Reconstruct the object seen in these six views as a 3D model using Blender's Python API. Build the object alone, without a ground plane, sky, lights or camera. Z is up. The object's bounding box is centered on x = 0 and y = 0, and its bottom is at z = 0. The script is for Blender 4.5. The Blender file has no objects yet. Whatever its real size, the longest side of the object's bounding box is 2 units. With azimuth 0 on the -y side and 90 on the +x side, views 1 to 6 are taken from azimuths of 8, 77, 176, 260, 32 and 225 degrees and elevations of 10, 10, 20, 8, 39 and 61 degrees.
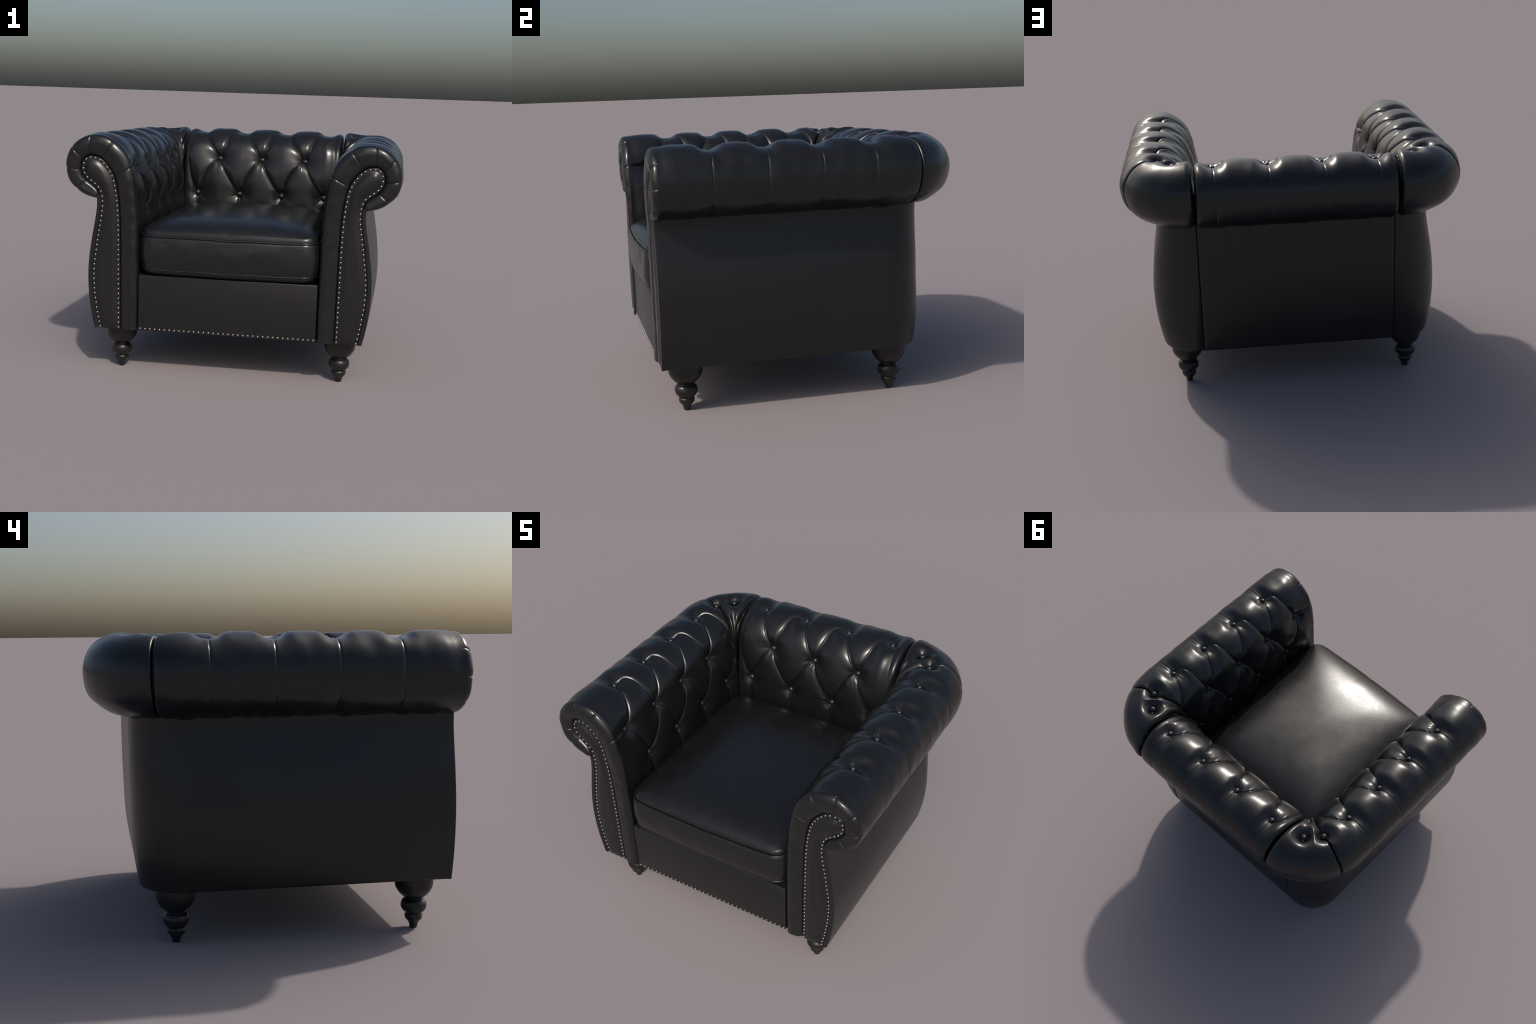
# A black leather club armchair: rolled, button-tufted arms and back, nail-studded front, turned feet.
import bpy, math
import numpy as np
from mathutils import Vector, Matrix

RNG = np.random.default_rng(11)
LINK = bpy.context.scene.collection

# ------------------------------------------------------------------ helpers
def curve_through(points, step=0.002, smooth=0.010):
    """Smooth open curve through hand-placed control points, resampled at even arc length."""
    P = np.array(points, float)
    P = np.vstack([2 * P[0] - P[1], P, 2 * P[-1] - P[-2]])
    out = []
    for i in range(1, len(P) - 2):
        p0, p1, p2, p3 = P[i - 1:i + 3]
        t0 = 0.0
        t1 = t0 + np.linalg.norm(p1 - p0) ** .5
        t2 = t1 + np.linalg.norm(p2 - p1) ** .5
        t3 = t2 + np.linalg.norm(p3 - p2) ** .5
        t = np.linspace(t1, t2, 60, endpoint=False)[:, None]
        a1 = (t1 - t) / (t1 - t0) * p0 + (t - t0) / (t1 - t0) * p1
        a2 = (t2 - t) / (t2 - t1) * p1 + (t - t1) / (t2 - t1) * p2
        a3 = (t3 - t) / (t3 - t2) * p2 + (t - t2) / (t3 - t2) * p3
        b1 = (t2 - t) / (t2 - t0) * a1 + (t - t0) / (t2 - t0) * a2
        b2 = (t3 - t) / (t3 - t1) * a2 + (t - t1) / (t3 - t1) * a3
        out.append((t2 - t) / (t2 - t1) * b1 + (t - t1) / (t2 - t1) * b2)
    C = resample(np.vstack(out + [P[-2:-1]]), step)
    if smooth > 0:
        n = int(3 * smooth / step)
        k = np.exp(-.5 * (np.arange(-n, n + 1) * step / smooth) ** 2)
        k /= k.sum()
        Q = np.vstack([2 * C[0] - C[n:0:-1], C, 2 * C[-1] - C[-2:-n - 2:-1]])
        C = np.stack([np.convolve(Q[:, j], k, 'valid') for j in range(C.shape[1])], 1)
        C = resample(C, step)
    return C

def resample(C, step=None, n=None):
    d = np.r_[0, np.cumsum(np.linalg.norm(np.diff(C, axis=0), axis=1))]
    m = n or max(2, int(round(d[-1] / step)) + 1)
    t = np.linspace(0, d[-1], m)
    return np.stack([np.interp(t, d, C[:, j]) for j in range(C.shape[1])], 1)

def arc(C):
    return np.r_[0, np.cumsum(np.linalg.norm(np.diff(C, axis=0), axis=1))]

def at(C, S, t):
    return np.stack([np.interp(t, S, C[:, j]) for j in range(C.shape[1])], -1)

def sstep(a, b, x):
    t = np.clip((x - a) / (b - a), 0, 1)
    return t * t * (3 - 2 * t)

def new_object(name, mesh, parent, mat=None, loc=None):
    o = bpy.data.objects.new(name, mesh)
    LINK.objects.link(o)
    o.parent = parent
    if loc is not None:
        o.location = loc
    if mat is not None and mesh is not None and not mesh.materials:
        mesh.materials.append(mat)
    return o

def mesh_from(name, verts, faces, smooth=True):
    verts = np.asarray(verts, np.float32)
    me = bpy.data.meshes.new(name)
    me.vertices.add(len(verts))
    me.vertices.foreach_set('co', verts.ravel())
    if isinstance(faces, np.ndarray):
        n, k = faces.shape
        loops, starts = faces.ravel(), np.arange(n) * k
    else:
        loops = np.array([i for f in faces for i in f])
        starts = np.r_[0, np.cumsum([len(f) for f in faces])[:-1]]
        n = len(faces)
    me.loops.add(len(loops))
    me.loops.foreach_set('vertex_index', loops.astype(np.int32))
    me.polygons.add(n)
    me.polygons.foreach_set('loop_start', starts.astype(np.int32))
    me.polygons.foreach_set('use_smooth', np.full(n, smooth))
    me.update(calc_edges=True)
    me.validate()
    return me

def grid_faces(nr, nc, flip=False, wrap=False):
    r, c = np.meshgrid(np.arange(nr - 1), np.arange(nc if wrap else nc - 1), indexing='ij')
    c2 = (c + 1) % nc
    q = np.stack([r * nc + c, r * nc + c2, (r + 1) * nc + c2, (r + 1) * nc + c], -1).reshape(-1, 4)
    return q[:, ::-1].copy() if flip else q

def grid_mesh(name, G, flip=False, wrap=False, smooth=True):
    nr, nc = G.shape[:2]
    return mesh_from(name, G.reshape(-1, 3), grid_faces(nr, nc, flip, wrap), smooth)

def lathe(name, prof, n=40):
    prof = np.array(prof)
    a = np.linspace(0, 2 * np.pi, n, endpoint=False)
    G = np.stack([prof[:, :1] * np.cos(a), prof[:, :1] * np.sin(a), np.repeat(prof[:, 1:], n, 1)], -1)
    V = G.reshape(-1, 3)
    F = [tuple(f) for f in grid_faces(len(prof), n, wrap=True)]
    F.append(tuple(range(n))[::-1])
    F.append(tuple(range((len(prof) - 1) * n, len(prof) * n)))
    return mesh_from(name, V, F)

def tube(name, path, r, n=10):
    """Closed round cord along a closed path."""
    T = np.roll(path, -1, 0) - np.roll(path, 1, 0)
    T /= np.linalg.norm(T, axis=1)[:, None]
    N = np.cross(T, [0, 0, 1.0]); N /= np.linalg.norm(N, axis=1)[:, None]
    B = np.cross(N, T)
    a = np.linspace(0, 2 * np.pi, n, endpoint=False)
    G = path[:, None] + r * (N[:, None] * np.cos(a)[:, None] + B[:, None] * np.sin(a)[:, None])
    G = np.concatenate([G, G[:1]], 0)
    return grid_mesh(name, G, wrap=True)

def box(name, x0, x1, y0, y1, z0, z1, bevel=.004):
    import bmesh
    bm = bmesh.new()
    bmesh.ops.create_cube(bm, size=1)
    for v in bm.verts:
        v.co = ((x0 + x1) / 2 + v.co.x * (x1 - x0), (y0 + y1) / 2 + v.co.y * (y1 - y0), (z0 + z1) / 2 + v.co.z * (z1 - z0))
    bmesh.ops.bevel(bm, geom=bm.edges[:], offset=bevel, segments=3, affect='EDGES', profile=.5)
    me = bpy.data.meshes.new(name)
    bm.to_mesh(me); bm.free()
    for p in me.polygons:
        p.use_smooth = True
    me.set_sharp_from_angle(angle=math.radians(50))
    return me

def wobble(x, y, seed, scale, n=7):
    """Smooth seeded undulation made of a few sine waves."""
    g = np.random.default_rng(seed)
    out = 0 * x
    for _ in range(n):
        a, f, p = g.uniform(0, 2 * np.pi), g.uniform(.5, 1.5) * 2 * np.pi / scale, g.uniform(0, 6.28)
        out = out + np.sin((x * math.cos(a) + y * math.sin(a)) * f + p)
    return out / math.sqrt(n)

# ------------------------------------------------------------------ materials
def leather(name, base, rough, rough_var, bump, spec=.5, soft_detail=1, soft_scale=5):
    m = bpy.data.materials.new(name)
    m.use_nodes = True
    nt = m.node_tree
    N, L = nt.nodes, nt.links
    b = N['Principled BSDF']
    tc = N.new('ShaderNodeTexCoord')
    big = N.new('ShaderNodeTexNoise'); big.inputs['Scale'].default_value = 9; big.inputs['Detail'].default_value = 8
    big.inputs['Roughness'].default_value = .65
    fine = N.new('ShaderNodeTexNoise'); fine.inputs['Scale'].default_value = 85; fine.inputs['Detail'].default_value = 6
    soft = N.new('ShaderNodeTexNoise'); soft.inputs['Scale'].default_value = soft_scale; soft.inputs['Detail'].default_value = soft_detail
    for n in (big, fine, soft):
        L.new(tc.outputs['Object'], n.inputs['Vector'])
    ramp = N.new('ShaderNodeValToRGB')
    ramp.color_ramp.elements[0].position = .3; ramp.color_ramp.elements[1].position = .75
    ramp.color_ramp.elements[0].color = (*[c * .85 for c in base], 1)
    ramp.color_ramp.elements[1].color = (*[c * 1.15 for c in base], 1)
    L.new(big.outputs['Fac'], ramp.inputs['Fac'])
    L.new(ramp.outputs['Color'], b.inputs['Base Color'])
    mr = N.new('ShaderNodeMapRange')
    mr.inputs['From Min'].default_value = .3; mr.inputs['From Max'].default_value = .7
    mr.inputs['To Min'].default_value = rough - rough_var; mr.inputs['To Max'].default_value = rough + rough_var
    L.new(soft.outputs['Fac'], mr.inputs['Value'])
    L.new(mr.outputs['Result'], b.inputs['Roughness'])
    b.inputs['Specular IOR Level'].default_value = spec
    bm2 = N.new('ShaderNodeBump'); bm2.inputs['Strength'].default_value = bump; bm2.inputs['Distance'].default_value = .0025
    L.new(fine.outputs['Fac'], bm2.inputs['Height'])
    if bump > 0:
        L.new(bm2.outputs['Normal'], b.inputs['Normal'])
    return m

def plain(name, base, rough, metal=0.0, spec=.5, coat=0.0):
    m = bpy.data.materials.new(name)
    m.use_nodes = True
    nt = m.node_tree
    b = nt.nodes['Principled BSDF']
    tc = nt.nodes.new('ShaderNodeTexCoord')
    no = nt.nodes.new('ShaderNodeTexNoise'); no.inputs['Scale'].default_value = 30; no.inputs['Detail'].default_value = 5
    nt.links.new(tc.outputs['Object'], no.inputs['Vector'])
    r = nt.nodes.new('ShaderNodeValToRGB')
    r.color_ramp.elements[0].color = (*[c * .85 for c in base], 1)
    r.color_ramp.elements[1].color = (*[min(1, c * 1.15) for c in base], 1)
    nt.links.new(no.outputs['Fac'], r.inputs['Fac'])
    nt.links.new(r.outputs['Color'], b.inputs['Base Color'])
    b.inputs['Roughness'].default_value = rough
    b.inputs['Metallic'].default_value = metal
    b.inputs['Specular IOR Level'].default_value = spec
    b.inputs['Coat Weight'].default_value = coat
    return m

TUFTED = leather('black_leather_polished', (.0090, .0090, .0092), .28, .015, .0)
SEAT = leather('black_leather_seat', (.0088, .0088, .0090), .285, .028, .085, soft_detail=3, soft_scale=13)
FLAT = leather('black_leather_flat', (.0092, .0090, .0088), .34, .015, .0)
WOOD = plain('ebonised_wood', (.0098, .0085, .0078), .36)
BUTTON = plain('black_leather_button', (.013, .013, .013), .30, spec=.6)  # same leather, base lightened and specular raised to match the buttons' bright highlights
METAL = plain('nickel_stud', (.36, .35, .345), .32, 1.0)
DARK = plain('black_cloth', (.006, .006, .006), .9)

# ------------------------------------------------------------------ top-level object
chair = bpy.data.objects.new('armchair', None)
LINK.objects.link(chair)
chair['label'] = 'black leather tufted club armchair with rolled arms and studs'
chair['category'] = 'armchair'

# ------------------------------------------------------------------ rolled section shared by arms and back
Z_BOTTOM = .266
ROLL = curve_through([(.5475, Z_BOTTOM), (.5472, .45), (.5475, .65), (.549, .85), (.554, .98), (.561, 1.09),
                      (.574, 1.19), (.589, 1.256), (.622, 1.331), (.697, 1.404), (.764, 1.433), (.842, 1.435),
                      (.914, 1.405), (.960, 1.362), (.987, 1.309), (.9955, 1.238), (.975, 1.160), (.931, 1.112),
                      (.880, 1.079), (.830, 1.064), (.785, 1.058)])
RS = arc(ROLL)
RT = np.gradient(ROLL, axis=0); RT /= np.linalg.norm(RT, axis=1)[:, None]
RN = np.stack([-RT[:, 1], RT[:, 0]], 1)
T_END = RS[-1]

def t_near(p, z):
    return RS[np.argmin((ROLL[:, 0] - p) ** 2 + (ROLL[:, 1] - z) ** 2)]

T_LOW, T_MID, T_TOP = t_near(.553, .987), t_near(.585, 1.246), t_near(.789, 1.437)
DEPTH = {'low': .029, 'mid': .044, 'top': .042}       # how deep the button centres sit below the padding
ROW_T = {'low': T_LOW, 'mid': T_MID, 'top': T_TOP}
AX, AY = .547, .420                                  # vertical axis about which the roll turns the corner
R_CORNER = .26
BACK_SHIFT = AX - AY                                  # back section = arm section moved by this
PLEATS = [t_near(*p) for p in [(.585, 1.254), (.700, 1.404), (.842, 1.434), (.959, 1.362), (.995, 1.24), (.931, 1.112)]]

def bezier(p0, p1, p2, p3, n=36):
    t = np.linspace(0, 1, n)[:, None]
    p0, p1, p2, p3 = map(np.array, (p0, p1, p2, p3))
    return (1 - t) ** 3 * p0 + 3 * t * (1 - t) ** 2 * p1 + 3 * t * t * (1 - t) * p2 + t ** 3 * p3

class Tufting:
    """Padding relief over the (s, t) surface: creases between buttons, dimples at buttons."""
    def __init__(self, s, t):
        self.S, self.T = np.meshgrid(s, t)
        self.acc = np.zeros_like(self.S)
        self.line = np.zeros_like(self.S)

    def crease(self, pts, depth, w=.030, asym=0.0, line=.0055, lw=.0042, line_fade=(1, 1)):
        """depth(u) along the crease; asym > 0 makes the side left of the direction rounder."""
        pts = np.asarray(pts, float)
        if len(pts) > 60:
            pts = resample(pts, n=60)
        m = .17
        lo, hi = pts.min(0) - m, pts.max(0) + m
        mask = (self.S > lo[0]) & (self.S < hi[0]) & (self.T > lo[1]) & (self.T < hi[1])
        P = np.stack([self.S[mask], self.T[mask]], -1)
        if not len(P):
            return
        best = np.full(len(P), 1e9); bu = np.zeros(len(P)); sg = np.zeros(len(P))
        n = len(pts) - 1
        for k in range(n):
            a, b = pts[k], pts[k + 1]
            d = b - a
            L = d @ d
            if L < 1e-12:
                continue
            h = np.clip(((P - a) @ d) / L, 0, 1)
            q = P - a - h[:, None] * d
            e = (q ** 2).sum(1)
            g = e < best
            best[g] = e[g]; bu[g] = (k + h[g]) / n
            sg[g] = np.sign(d[0] * q[g, 1] - d[1] * q[g, 0])
        dist = np.sqrt(best + .0032 ** 2) - .0032
        ww = w * (1 - asym * sg * np.sin(np.pi * bu) ** .7)
        e0 = np.exp(-m / ww)
        c = depth(bu) * np.maximum(np.exp(-dist / ww) - e0, 0)
        dist = np.sqrt(best)
        self.acc[mask] += c ** 4
        lf = line_fade[0] * (1 - bu) + line_fade[1] * bu
        self.line[mask] = np.maximum(self.line[mask], line * lf * np.exp(-(dist / lw) ** 2))

    def dimple(self, s, t, depth, w=.034, power=1.15, wrinkle=.0017, seed=0):
        m = .2
        mask = (abs(self.S - s) < m) & (abs(self.T - t) < m)
        ds, dt = self.S[mask] - s, self.T[mask] - t
        r = np.hypot(ds, dt)
        g = np.random.default_rng(seed)
        phi = np.arctan2(dt, ds)
        rip = (.45 + .9 * np.maximum(0, -np.sin(phi))) * sum(np.sin(k * phi + g.uniform(0, 6.28)) for k in (5, 7, 11)) * wrinkle * np.exp(-r / .04) * sstep(.012, .03, r)
        self.acc[mask] += (depth * np.exp(-(r / w) ** power)) ** 4
        self.line[mask] += rip

    def valley(self, s, t, depth, ws=.060, wt=.105):
        """Saddle across the crest of the roll at a top button."""
        a = np.abs(self.S - s) / ws
        b = np.abs(self.T - t) / wt
        self.acc += (depth * np.exp(-a ** 3.0 - b ** 2)) ** 4

    def relief(self):
        return -(self.acc ** .25) - self.line

def fold(upper, lower, side, sideways):
    """Crease from an upper button to a lower one. Pleats leave the upper button sideways on one side, straight down on the other."""
    (su, tu), (sl, tl) = upper, lower
    ds, dt = sl - su, tl - tu
    if tu > T_MID + .02:
        c = ((.75, .0), (.50, .50)) if sideways else ((.25, .20), (.45, .65))
    else:
        c = ((.32, .08), (.70, .55)) if sideways else ((.05, .25), (.55, .75))
    return bezier((su, tu), *[(su + a * ds, tu + b * dt) for a, b in c], (sl, tl))

def vee(d_end, d_mid):
    return lambda u: d_mid + (d_end - d_mid) * np.abs(2 * u - 1) ** 2.0

def lay_diamonds(tf, rows, sgn, skip=()):
    """rows: dict low/mid/top -> list of s positions. Connect every button with its neighbours below."""
    for hi, lo in (('top', 'mid'), ('mid', 'low')):
        for a in rows[hi]:
            for b in rows[lo]:
                if abs(a - b) < .26 and (hi, round(a, 2), round(b, 2)) not in skip:
                    side = 1 if b > a else -1
                    pts = fold((a, ROW_T[hi]), (b, ROW_T[lo]), side, side == sgn)
                    j = RNG.normal(0, 1, 3)
                    pts[1:-1] += np.sin(np.linspace(0, np.pi, len(pts)))[1:-1, None] * [.0035 * j[0], .003 * j[1]]
                    tf.crease(pts, vee(.030, (.0105 if hi == 'top' and side == sgn else .0135) * (1 + .16 * j[2])), w=.024, asym=.18 * side, line=.0055, lw=.0038)
    for a in rows['low']:
        tf.crease([(a, T_LOW), (a + .004, T_LOW - .10), (a, T_LOW - .25)], lambda u: .030 - .02 * u, w=.024)
    for a in rows['top']:
        k = T_END - T_TOP
        tf.crease([(a, T_TOP), (a + .006 * sgn, T_TOP + .3 * k), (a + .012 * sgn, T_TOP + .6 * k), (a, T_END)],
                  lambda u: .0012 + .030 * np.exp(-(u / .11) ** 1.4), w=.018, line=.0036, lw=.0032)

def t_samples():
    return np.r_[np.arange(0, T_LOW - .20, .03), np.arange(T_LOW - .20, T_END, .0033), T_END]

# ---------------------------------------------------------------- front scroll: panel contours
RAIL_IN = curve_through([(.652, Z_BOTTOM), (.654, .45), (.656, .65), (.658, .83), (.664, 1.0), (.674, 1.09), (.694, 1.185),
                         (.725, 1.243), (.771, 1.292), (.808, 1.310), (.846, 1.3125), (.878, 1.298), (.897, 1.265)], smooth=.006)
RAIL_OUT = curve_through([(.790, Z_BOTTOM), (.797, .302), (.809, .364), (.818, .427), (.8265, .49), (.8305, .552), (.8315, .616),
                          (.827, .68), (.818, .745), (.806, .835), (.796, .893), (.786, .955), (.779, 1.015), (.781, 1.055),
                          (.787, 1.09), (.801, 1.118), (.838, 1.148), (.868, 1.171), (.889, 1.198), (.899, 1.232), (.897, 1.265)], smooth=.006)
# inner edge of the padded border, matched to stations of the roll
INNER_STATIONS = [((.5475, Z_BOTTOM), (.653, Z_BOTTOM)), ((.5475, .65), (.657, .65)), ((.549, .85), (.659, .85)), ((.560, 1.08), (.672, 1.07)),
                  ((.585, 1.254), (.697, 1.195)), ((.700, 1.404), (.774, 1.296)), ((.842, 1.434), (.846, 1.314)),
                  ((.959, 1.362), (.890, 1.288)), ((.995, 1.24), (.901, 1.222)), ((.931, 1.112), (.864, 1.167)), ((.785, 1.058), (.783, 1.075))]
CONTOUR = np.vstack([RAIL_IN, RAIL_OUT[::-1][1:]])
_cs = arc(CONTOUR)

def border_inner(t):
    st = np.array([t_near(*a) for a, _ in INNER_STATIONS])
    # follow the panel contour: interpolate along its arc length
    cs = np.array([_cs[np.argmin(((CONTOUR - np.array(b)) ** 2).sum(1))] for _, b in INNER_STATIONS])
    return at(CONTOUR, _cs, np.interp(t, st, cs))

Y_JOIN = -.820      # where the padded border meets the tufted roll

# ---------------------------------------------------------------- arm
def build_arm(side):
    sgn = 1 if side < 0 else -1
    s_end = AY + R_CORNER * math.radians(90)
    s = np.r_[np.arange(Y_JOIN, AY, .0034), np.arange(AY, s_end, .0030), s_end]
    t5, c1 = .540, .674
    s = np.unique(np.round(np.r_[s, t5 + np.arange(-.015, .0151, .0015)], 5))
    s = s[np.r_[True, np.diff(s) > .0008]]
    t = t_samples()
    rows = {'low': [-.547, -.254, .035, .325], 'mid': [-.685, -.400, -.113, .180, .470], 'top': [-.537, -.247, .040, .326]}
    tf = Tufting(s, t)
    # columns of the mesh lean with the seam between arm and corner
    k = T_END - T_TOP
    lean = np.interp(t, [T_LOW, T_MID, T_MID + .10, T_TOP - .04, T_TOP, T_TOP + .15 * k, T_TOP + .42 * k, T_TOP + .6 * k, T_END],
                     [.015, -.055, .005, .012, 0, -.010, -.024, -.024, -.002])
    w = np.hanning(41); w /= w.sum()
    lean = np.convolve(np.r_[[lean[0]] * 20, lean, [lean[-1]] * 20], w, 'valid')
    tf.S = tf.S + lean[:, None] * np.exp(-((s - t5) / .09) ** 2)[None]
    seam = np.stack([t5 + lean, t], 1)
    lay_diamonds(tf, rows, sgn)
    seed = 100 if side > 0 else 200
    for row, ss in rows.items():
        for i, a in enumerate(ss):
            tf.dimple(a, ROW_T[row], DEPTH[row] + (.021 if row == 'top' else .015), w=.038 if row == 'top' else .050, power=1.15, seed=seed + i + len(row) * 7)
    for a in rows['top']:
        tf.valley(a, T_TOP + .018, .037)
    # front: short pleat from the first middle button to the padded border
    tf.crease([(-.685, T_MID), (-.74, PLEATS[0] + .005), (Y_JOIN - .02, PLEATS[0])], lambda u: .034 * (1 - u) + .004, w=.024)
    # corner: deep seam over the roll, a fold down the inside, one extra button
    tf.dimple(t5, T_TOP, .064, w=.050, power=1.9, wrinkle=0)
    tf.dimple(c1, T_TOP - .005, .062, w=.052, power=2.1, wrinkle=0)
    tf.crease(seam[(t >= T_TOP)], lambda u: .007 + .022 * np.exp(-u / .10), w=.010, line=.020, lw=.0034)
    tf.crease(seam[(t >= T_MID - .002) & (t <= T_TOP)][::-1], vee(.036, .026), w=.026, line=.008)
    tf.crease([(t5 - .055, T_MID), (t5 - .02, T_MID - .10), (t5 + .01, T_LOW)], lambda u: .03 - .018 * u, w=.03)
    u = tf.relief()
    # pillows swell a little above the section between the buttons
    y = tf.S
    u = u + .009 * sstep(Y_JOIN, Y_JOIN + .10, y) * sstep(T_LOW - .3, T_LOW, tf.T) * (1 - sstep(T_TOP + .15, T_TOP + .5, tf.T))
    u = u + .0012 * wobble(tf.S, tf.T, seed, .17) + .0004 * wobble(tf.S, tf.T * .35, seed + 2, .09) * sstep(T_TOP, T_TOP + .15, tf.T) * sstep(Y_JOIN, Y_JOIN + .1, y)
    u = u + .0028 * wobble(tf.S, 0 * tf.T, seed + 5, .12) * sstep(T_END - .16, T_END - .05, tf.T) * sstep(Y_JOIN, Y_JOIN + .1, y)
    # three soft draped folds down the inside of the corner
    th = np.clip((tf.S - AY) / R_CORNER, 0, None)
    u = u + .009 * np.sin(th * 11 + 1.6) * sstep(.50, .62, tf.S) * sstep(T_MID - .1, T_MID + .03, tf.T) * (1 - sstep(T_TOP - .17, T_TOP - .07, tf.T))
    # relief fades to the front border
    u = u * sstep(Y_JOIN - .002, Y_JOIN + .055, y)
    base, nrm = at(ROLL, RS, t), at(RN, RS, t)
    nrm /= np.linalg.norm(nrm, axis=1)[:, None]
    r0 = np.maximum(base[:, 0] - AX, 0)[:, None]
    corner = tf.S > AY
    u = np.where(corner, u * np.clip((r0 + .03) / .13, 0, 1), u)

    def place(u):
        p = base[:, 0][:, None] + nrm[:, 0][:, None] * u
        z = base[:, 1][:, None] + nrm[:, 1][:, None] * u
        r = np.where(corner, np.maximum(p - AX, .002), p - AX)
        return np.stack([AX + r * np.cos(th), np.where(corner, AY + r * np.sin(th), tf.S), z], -1)
    # round the end of the corner section into the gap beside the back
    XG = AX + .031
    G = place(u)
    e = np.maximum(G[..., 0] - XG, 0)
    rr = np.minimum(.034, .55 * np.maximum(r0, .004)) * np.ones_like(e)
    dv = np.where(corner & (th > .9) & (e < rr), rr - np.sqrt(np.maximum(rr ** 2 - (rr - e) ** 2, 0)), 0)
    G = place(u - dv)
    G[..., 0] = np.where(corner, np.maximum(G[..., 0], np.minimum(XG, AX + .9 * r0 + .001)), G[..., 0])
    # cap columns going down into the gap
    caps = []
    for dd in (.02, .05, .09):
        Gc = place(u - dv - np.minimum(dd, .8 * np.maximum(r0, .004)))[:, -1:]
        Gc[..., 0] = XG + .002
        caps.append(Gc)
    # padded border of the front scroll
    nb = 26
    I = border_inner(t)
    width = np.linalg.norm(I - base, axis=1)
    phi = np.linspace(0, np.pi, nb, endpoint=False)
    lat = .5 * (1 - np.sign(np.cos(phi)) * np.abs(np.cos(phi)) ** .85)
    scroll = sstep(.95, 1.25, base[:, 1])
    x = np.clip(1 - lat, 0, .5)[None]
    edge = .5 - .25 * scroll[:, None]                       # crisp rim round the scroll, softer below
    outer = edge * (1 - np.exp(-x / (.11 - .08 * scroll[:, None]))) + (1 - edge) * np.sin(np.pi * x)
    bul = np.where(lat[None] > .5, outer, np.sin(phi)[None] ** 1.1)
    amp = (.033 + .011 * scroll) * np.clip(width / .05, 0, 1) ** .6
    puff = np.zeros_like(t); cut = np.zeros_like(t)
    for pt in PLEATS:
        puff = np.maximum(puff, np.exp(-np.abs(t - pt) / .016))
        cut = np.maximum(cut, np.exp(-((t - pt) / .0042) ** 2))
    d_in = (.0025 * puff + .0045 * cut)[:, None] * (np.sin(phi) ** .6)[None]
    X = I[:, :1] + (base[:, :1] - I[:, :1]) * lat
    Zb = I[:, 1:] + (base[:, 1:] - I[:, 1:]) * lat
    yb = (-.800 - .012 * (1 - lat))[None] - amp[:, None] * bul + d_in + .0012 * wobble(X, Zb, seed + 9, .11)
    yb = yb + (Y_JOIN + .800) * sstep(.35, 1, lat)[None]
    # the pleats also nip the outer edge
    nip = (.0015 * puff + .0025 * cut)[:, None] * (sstep(.55, 1.0, lat))[None]
    X = X - nrm[:, :1] * nip; Zb = Zb - nrm[:, 1:] * nip
    fade = np.exp(-np.maximum(tf.S - Y_JOIN, 0) / .009) * (.0015 * puff + .0025 * cut)[:, None] * (~corner)
    G[..., 0] -= nrm[:, :1] * fade; G[..., 2] -= nrm[:, 1:] * fade
    band = np.stack([X, yb, Zb], -1)
    full = np.concatenate([band, G] + caps, 1)
    full[..., 0] *= side
    arm = new_object('arm', grid_mesh('arm', full, flip=side < 0), chair, TUFTED)

    # buttons
    def spot(ss, tt, depth):
        b, n = at(ROLL, RS, tt), at(RN, RS, tt)
        p, z = b + n * -depth
        if ss > AY:
            a = (ss - AY) / R_CORNER
            pos = (AX + (p - AX) * math.cos(a), AY + (p - AX) * math.sin(a), z)
            nn = (n[0] * math.cos(a), n[0] * math.sin(a), n[1])
        else:
            pos, nn = (p, ss, z), (n[0], 0, n[1])
        return Vector((pos[0] * side, pos[1], pos[2])), Vector((nn[0] * side, nn[1], nn[2]))
    for row, ss in rows.items():
        for a in ss:
            add_button(arm, *spot(a, ROW_T[row], DEPTH[row]))
    add_button(arm, *spot(t5, T_TOP, .034)); add_button(arm, *spot(c1, T_TOP - .005, .030))
    build_front_panel(side)

_button = None
def add_button(parent, pos, n):
    global _button
    if _button is None:
        a = np.linspace(0, np.pi * .62, 14)
        _button = lathe('button', [(max(.0200 * math.sin(x), .0004), .0180 * math.cos(x)) for x in a[::-1]], 24)
        _button.materials.append(BUTTON)
    o = new_object('button', _button, parent)
    o.matrix_local = Matrix.Translation(pos) @ n.to_track_quat('Z', 'Y').to_matrix().to_4x4()

_nail = None
def add_nail(parent, pos, n=Vector((0, -1, 0)), r=.0066):
    global _nail
    if _nail is None:
        a = np.linspace(0, np.pi * .55, 8)
        _nail = lathe('nail', [(max(r * math.sin(x), .0003), r * .75 * math.cos(x)) for x in a[::-1]], 14)
        _nail.materials.append(METAL)
    o = new_object('nail', _nail, parent)
    q = n.to_track_quat('Z', 'Y')
    o.matrix_local = Matrix.Translation(pos) @ q.to_matrix().to_4x4()

def contour_distance(P, C):
    out = np.full(len(P), 1e9)
    for a, b in zip(C[:-1], C[1:]):
        d = b - a
        h = np.clip(((P - a) @ d) / (d @ d), 0, 1)
        out = np.minimum(out, ((P - a - h[:, None] * d) ** 2).sum(1))
    return np.sqrt(out)

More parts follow.
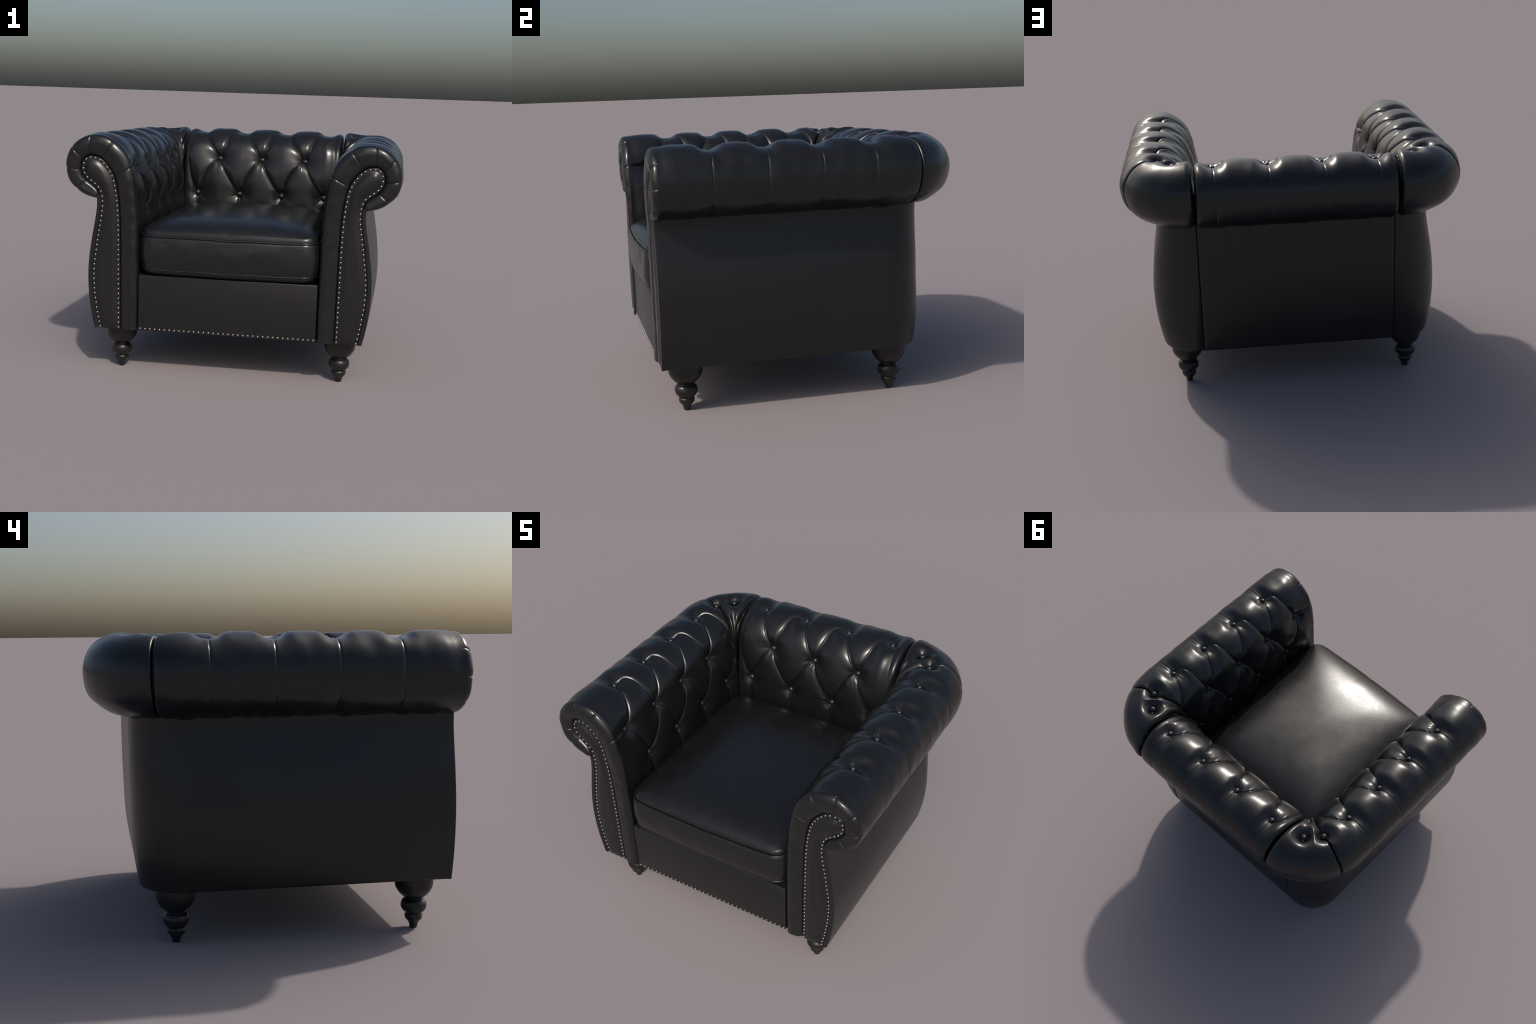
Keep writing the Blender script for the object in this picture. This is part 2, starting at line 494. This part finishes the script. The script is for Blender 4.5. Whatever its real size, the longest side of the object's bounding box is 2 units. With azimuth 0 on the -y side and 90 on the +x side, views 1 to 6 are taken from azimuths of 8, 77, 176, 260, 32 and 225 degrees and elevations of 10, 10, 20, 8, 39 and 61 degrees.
def build_front_panel(side):
    n, m = 220, 34
    # rails matched so that the ribs run across the panel, fanning around the scroll
    def stations(R, marks):
        S = arc(R)
        ms = [S[np.argmin(((R - np.array(p)) ** 2).sum(1))] for p in marks]
        return at(R, S, np.interp(np.linspace(0, 1, n), np.linspace(0, 1, len(ms)), ms))
    A = stations(RAIL_IN, [(.652, Z_BOTTOM), (.656, .65), (.664, 1.0), (.69, 1.17), (.74, 1.262), (.82, 1.312), (.897, 1.265)])
    B = stations(RAIL_OUT, [(.790, Z_BOTTOM), (.829, .65), (.781, 1.0), (.787, 1.09), (.81, 1.126), (.868, 1.171), (.897, 1.265)])
    w = .5 - .5 * np.cos(np.linspace(0, np.pi, m))
    XZ = A[:, None] + (B - A)[:, None] * w[None, :, None]
    d = contour_distance(XZ.reshape(-1, 2), CONTOUR[::4]).reshape(n, m)
    y = -.824 - .004 * sstep(0, .004, d) - (.009 + .007 * sstep(.95, 1.2, XZ[..., 1])) * sstep(.016, .052, d) * sstep(Z_BOTTOM, Z_BOTTOM + .04, XZ[..., 1]) ** .5
    y = y - .004 * sstep(.04, .08, d) * sstep(1.0, 1.2, XZ[..., 1])
    y[:, 0] = y[:, -1] = -.800
    G = np.stack([XZ[..., 0] * side, y, XZ[..., 1]], -1)
    panel = new_object('front_panel', grid_mesh('front_panel', G, flip=side > 0), chair, FLAT)
    # studs along a line just inside the contour
    T = np.gradient(CONTOUR, axis=0); T /= np.linalg.norm(T, axis=1)[:, None]
    inside = CONTOUR + .0115 * np.stack([T[:, 1], -T[:, 0]], 1)
    inside = inside[(inside[:, 1] > .274)]
    line = curve_through(resample(inside, .012), .001, .006)
    path = resample(line, .0296)
    for x, z in path:
        add_nail(panel, Vector((x * side, -.8280, z)))

# ---------------------------------------------------------------- backrest
def build_back():
    E = .566
    s = np.linspace(-E, E, 336)
    t = t_samples()
    rows = {'low': [-.457, -.152, .153, .457], 'mid': [-.307, .001, .310], 'top': [-.455, -.151, .156, .462]}
    sgn = -1
    tf = Tufting(s, t)
    lay_diamonds(tf, rows, sgn)
    for row, ss in rows.items():
        for i, a in enumerate(ss):
            tf.dimple(a, ROW_T[row], DEPTH[row] + (.021 if row == 'top' else .015), w=.038 if row == 'top' else .050, power=1.15, seed=300 + i + len(row) * 7)
    for a in rows['top']:
        tf.valley(a, T_TOP + .018, .037)
    # end pleats
    tf.crease(bezier((-.457, T_LOW), (-.50, T_LOW + .06), (-.535, T_MID - .10), (-.538, T_MID + .10)), lambda u: .034 * (1 - u) ** 1.4 + .001, w=.028, line_fade=(1, 0))
    tf.crease(bezier((-.455, T_TOP), (-.50, T_TOP), (-.545, T_TOP - .03), (-.530, T_MID + .05)), lambda u: .036 * (1 - u) + .003, w=.028, line_fade=(1, 0))
    tf.crease([(.462, T_TOP), (.51, T_TOP - .06), (.525, T_MID)], lambda u: .032 * (1 - u) + .002, w=.034, line=.002, line_fade=(1, 0))
    u = tf.relief()
    u = u + .009 * sstep(T_LOW - .3, T_LOW, tf.T) * (1 - sstep(T_TOP + .15, T_TOP + .5, tf.T)) * (1 - sstep(.50, .56, abs(tf.S)))
    u = u + .0012 * wobble(tf.S, tf.T, 31, .17) + .0004 * wobble(tf.S, tf.T * .35, 35, .09) * sstep(T_TOP, T_TOP + .15, tf.T)
    u = u + .0028 * wobble(tf.S, 0 * tf.T, 33, .12) * sstep(T_END - .16, T_END - .05, tf.T)
    u = u + .0022 * np.sin((tf.S - .43) * 70) * sstep(.42, .47, tf.S) * sstep(T_MID - .12, T_MID + .02, tf.T) * (1 - sstep(T_TOP - .16, T_TOP - .05, tf.T))
    e = E - abs(tf.S)
    rr = .030
    u = u - np.where(e < rr, rr - np.sqrt(np.maximum(rr ** 2 - (rr - e) ** 2, 0)), 0)
    base, nrm = at(ROLL, RS, t), at(RN, RS, t)
    nrm /= np.linalg.norm(nrm, axis=1)[:, None]
    def place(u, S):
        return np.stack([S, base[:, :1] + nrm[:, :1] * u - BACK_SHIFT, base[:, 1:] + nrm[:, 1:] * u], -1)
    G = place(u, tf.S)
    left = [place(u[:, :1] - d, tf.S[:, :1]) for d in (.09, .05, .02)]
    right = [place(u[:, -1:] - d, tf.S[:, -1:]) for d in (.02, .05, .09)]
    G = np.concatenate(left + [G] + right, 1)
    back = new_object('backrest', grid_mesh('backrest', G, flip=True), chair, TUFTED)
    for row, ss in rows.items():
        b, n = at(ROLL, RS, ROW_T[row]), at(RN, RS, ROW_T[row])
        for a in ss:
            p, z = b - n * DEPTH[row]
            add_button(back, Vector((a, p - BACK_SHIFT, z)), Vector((0, n[0], n[1])))

# ---------------------------------------------------------------- outer body
SIDE_X = curve_through([(.265, .8135), (.32, .826), (.391, .8395), (.46, .848), (.54, .8535), (.616, .8545), (.68, .851), (.745, .8435),
                        (.823, .832), (.90, .818), (.96, .808), (1.022, .801), (1.075, .803)], smooth=.01)
BACK_Y = curve_through([(.265, .639), (.31, .647), (.37, .655), (.43, .661), (.52, .665), (.60, .667), (.72, .670), (.85, .671), (1.09, .671)], smooth=.01)
X_SEAM = .5725

def build_body():
    z = np.r_[.2655, .268, .272, np.linspace(.28, 1.075, 90)]
    xs = np.interp(z, SIDE_X[:, 0], SIDE_X[:, 1])
    yk = np.interp(z, BACK_Y[:, 0], BACK_Y[:, 1])
    tuck = np.array([.006, .0015, .0003] + [0] * 90)
    strip = np.interp(z, RAIL_OUT[:, 1][:np.argmax(RAIL_OUT[:, 1] > 1.08)], RAIL_OUT[:, 0][:np.argmax(RAIL_OUT[:, 1] > 1.08)])
    belly = .015 * np.sin(np.pi * np.clip((z - .265) / .78, 0, 1))
    rc = np.interp(z, [.27, .45, .65, .85, 1.05], [.205, .245, .275, .255, .22])
    xr = xs + belly * .25

    def back_y(x):      # rear face: flat, then an elliptical corner
        h = np.clip((abs(x) - (xr - rc)) / rc, 0, 1)
        return yk - tuck - rc + rc * np.sqrt(np.maximum(1 - h ** 2, 0))
    for side in (1, -1):
        cols = []
        yf = -.8325
        for k in np.linspace(0, 1, 5):      # narrow facing strip beside the front panel
            cols.append(np.stack([strip - .006 + (xs - .005 - strip + .006) * k, np.full_like(z, yf), z], 1))
        cols[0][:, 1] = -.80
        for a in np.linspace(0, np.pi / 2, 5)[1:]:
            cols.append(np.stack([xs - .005 + .005 * np.sin(a), np.full_like(z, yf + .005 - .005 * np.cos(a)), z], 1))
        for k in np.linspace(.02, 1, 40):   # the bulging side
            yy = yf + .005 + k * (yk - rc - yf - .005)
            cols.append(np.stack([xs - tuck + belly * (np.sin(np.pi * k) + .25 * k), yy, z], 1))
        for a in np.linspace(0, np.pi / 2, 40)[1:]:   # rounded rear corner, ending at the back seam
            xx = np.maximum(xr - rc + (rc - tuck) * math.cos(a), X_SEAM + .004)
            yy = np.where(xx > X_SEAM + .00401, yk - tuck - rc + rc * math.sin(a), back_y(X_SEAM + .004) - .00001 * (np.pi / 2 - a))
            cols.append(np.stack([xx, yy, z], 1))
        for dx, dy in ((.0025, .0012), (.0018, .004), (.0015, .02)):
            cols.append(np.stack([np.full_like(z, X_SEAM + dx), back_y(X_SEAM) - dy, z], 1))
        G = np.stack(cols, 1)
        G = np.concatenate([G[:1] * 1.0, G], 0)
        ctr = np.array([.62, 0])
        G[0, :, :2] = ctr + (G[0, :, :2] - ctr) * .93   # turn the lower edge under
        G[..., 0] *= side
        o = new_object('side_panel', grid_mesh('side_panel', G, flip=side < 0), chair, FLAT)
    x = X_SEAM - .0015
    xc = np.r_[-x, -x + .0003, -x + .0015, -x + .004, np.linspace(-x + .02, x - .02, 30), x - .004, x - .0015, x - .0003, x]
    dy = np.interp(x - abs(xc), [0, .0003, .0015, .004], [.02, .004, .0012, 0])
    cols = [np.stack([np.full_like(z, a), back_y(a) - d + .0008, z], 1) for a, d in zip(xc, dy)]
    G = np.stack(cols, 1)
    G = np.concatenate([G[:1] * 1.0, G], 0)
    G[0, :, 1] -= .04
    new_object('back_panel', grid_mesh('back_panel', G, flip=True), chair, FLAT)
    # dark cloth closing the underside
    a = np.linspace(0, np.pi / 2, 12)
    pts = [(.80, -.815)] + [(.80 - .235 + .235 * math.cos(k), .635 - .235 + .235 * math.sin(k)) for k in a]
    pts = pts + [(-x, y) for x, y in pts[::-1]]
    V = [(x, y, .2685) for x, y in pts] + [(x, y, .285) for x, y in pts]
    n = len(pts)
    F = [tuple(range(n))[::-1], tuple(range(n, 2 * n))] + [(i, (i + 1) % n, n + (i + 1) % n, n + i) for i in range(n)]
    new_object('underside', mesh_from('underside', V, F, smooth=False), chair, DARK)

def build_apron():
    ap = new_object('apron', box('apron', -.541, .541, -.830, -.76, .2665, .609, .005), chair, FLAT)
    for x in np.linspace(-.5265, .5275, 36):
        add_nail(ap, Vector((x, -.8295, .2775)))
    new_object('seat_deck', box('seat_deck', -.545, .545, -.77, .44, .56, .603, .004), chair, DARK)

# ---------------------------------------------------------------- cushion
def build_cushion():
    n = 400
    a = np.linspace(0, 2 * np.pi, n, endpoint=False)
    HX, Y0, Y1 = .533, -.843, .385
    cy, HY = (Y0 + Y1) / 2, (Y1 - Y0) / 2
    rc = .085
    # rounded rectangle by arc length
    pts = []
    for cx, cyy, a0 in ((HX - rc, HY - rc, 0), (-HX + rc, HY - rc, 90), (-HX + rc, -HY + rc, 180), (HX - rc, -HY + rc, 270)):
        for k in np.radians(np.linspace(a0, a0 + 90, 16)):
            pts.append((cx + rc * math.cos(k), cyy + rc * math.sin(k)))
    pts = np.array(pts + pts[:1])
    O = resample(pts, n=n + 1)[:-1]
    bow = .018 * np.clip(1 - (O[:, 0] / HX) ** 2, 0, 1) * (O[:, 1] < 0) * sstep(.80, 1.0, -O[:, 1] / HY)
    O[:, 1] -= bow
    O[:, 0] += np.sign(O[:, 0]) * .018 * sstep(.85, 1.0, np.abs(O[:, 0]) / HX) * np.clip(1 - (O[:, 1] / HY) ** 2, 0, 1)
    nrm = np.stack([np.roll(O[:, 1], -1) - np.roll(O[:, 1], 1), -(np.roll(O[:, 0], -1) - np.roll(O[:, 0], 1))], 1)
    nrm /= np.linalg.norm(nrm, axis=1)[:, None]
    wav = .0018 * wobble(O[:, 0], O[:, 1], 51, .5) - .004 * np.exp(-((O[:, 0] - .0) / .06) ** 2) * (O[:, 1] < 0)
    rings = []
    def ring(out, z, wave=0):
        P = O + nrm * out
        rings.append(np.stack([P[:, 0], P[:, 1] + cy, z + wave * wav], 1))
    for k in (0, .3, .6, .85):
        rings.append(np.stack([O[:, 0] * k, O[:, 1] * k + cy, np.full(n, .607)], 1))
    for out, z, wv in ((-.065, .609, 0), (-.040, .612, 0), (-.022, .619, .3), (-.010, .630, .5), (-.003, .640, 1), (-.002, .648, 1), (.001, .656, 1), (.003, .665, .9)):
        ring(out, z, wv)
    for k in np.linspace(0, 1, 14)[1:-1]:
        out = .004 + .010 * math.sin(math.pi * k) ** .8
        rings.append(None)
        P = O + nrm * (out + .0016 * wobble(O[:, 0] + O[:, 1], 0 * O[:, 0] + k * .2, 53, .22))[:, None]
        rings[-1] = np.stack([P[:, 0], P[:, 1] + cy, .665 + k * .168 + wav], 1)
    for out, z in ((.006, .834), (.003, .842), (-.002, .847), (-.006, .851), (-.006, .856)):
        ring(out, z, 1)
    zt = .858
    for k in np.r_[np.linspace(0, .10, 14)[1:], np.linspace(.10, .35, 14)[1:], np.linspace(.35, 1, 14)[1:]]:
        k = min(k, .9995)
        P = (O - nrm * .004) * (1 - k)
        dx, dy0, dy1 = HX + .012 - abs(P[:, 0]), P[:, 1] + HY + bow * (1 - k), HY - P[:, 1]
        rise = lambda d, c, a, b: c * (1 - np.exp(-np.maximum(d, 0) / a)) + (1 - c) * (1 - np.exp(-np.maximum(d, 0) / b))
        near = -np.log(np.exp(-dx * 28) + np.exp(-dy0 * 28) + np.exp(-dy1 * 28)) / 28     # mitred towards the corners
        dome = .5 * rise(dx, .35, .035, .15) * rise(dy0, .45, .035, .15) * rise(dy1, .4, .035, .15) + .5 * rise(near + .012, .35, .035, .19)
        z = zt + .122 * dome + wav * math.exp(-k / .06)
        z = z + .0008 * wobble(P[:, 0], P[:, 1], 57, .35) * (1 - math.exp(-k / .1))
        crs = np.exp(-((P[:, 1] + HY) / .09) ** 2) * (np.exp(-((P[:, 0] - .02 - .25 * (P[:, 1] + HY)) / .016) ** 2) - .7 * np.exp(-((P[:, 0] + .035) / .02) ** 2))
        z = z - .0014 * crs * (1 - math.exp(-k / .03))
        rings.append(np.stack([P[:, 0], P[:, 1] + cy, z], 1))
    G = np.stack(rings)
    cushion = new_object('seat_cushion', grid_mesh('seat_cushion', G, wrap=True), chair, SEAT)
    for z, out in ((.8510, .0005), (.6500, -.0015)):
        P = O + nrm * out
        path = np.stack([P[:, 0], P[:, 1] + cy, z + wav], 1)
        new_object('piping', tube('piping', path, .0055), cushion, SEAT)

# ---------------------------------------------------------------- feet
def build_feet():
    prof = curve_through([(.0195, .0005), (.0203, .009), (.0232, .020), (.030, .031), (.0385, .041), (.0425, .047), (.0415, .050), (.0438, .056),
                          (.0436, .063), (.0400, .069), (.0405, .0725), (.0500, .081), (.0575, .091), (.0622, .103), (.0630, .115), (.0600, .129),
                          (.0520, .140), (.0435, .1455), (.0430, .148), (.0560, .158), (.0700, .171), (.0815, .187), (.0895, .203), (.0935, .221),
                          (.0945, .240), (.0945, .272)], .0015, .0015)
    prof = np.vstack([[(.012, 0.0)], prof])
    me = lathe('leg', prof, 48)
    me.materials.append(WOOD)
    for x in (.680, -.680):
        for y in (-.690, .478):
            new_object('leg', me, chair, loc=(x, y, 0))

build_arm(1)
build_arm(-1)
build_back()
build_body()
build_apron()
build_cushion()
build_feet()
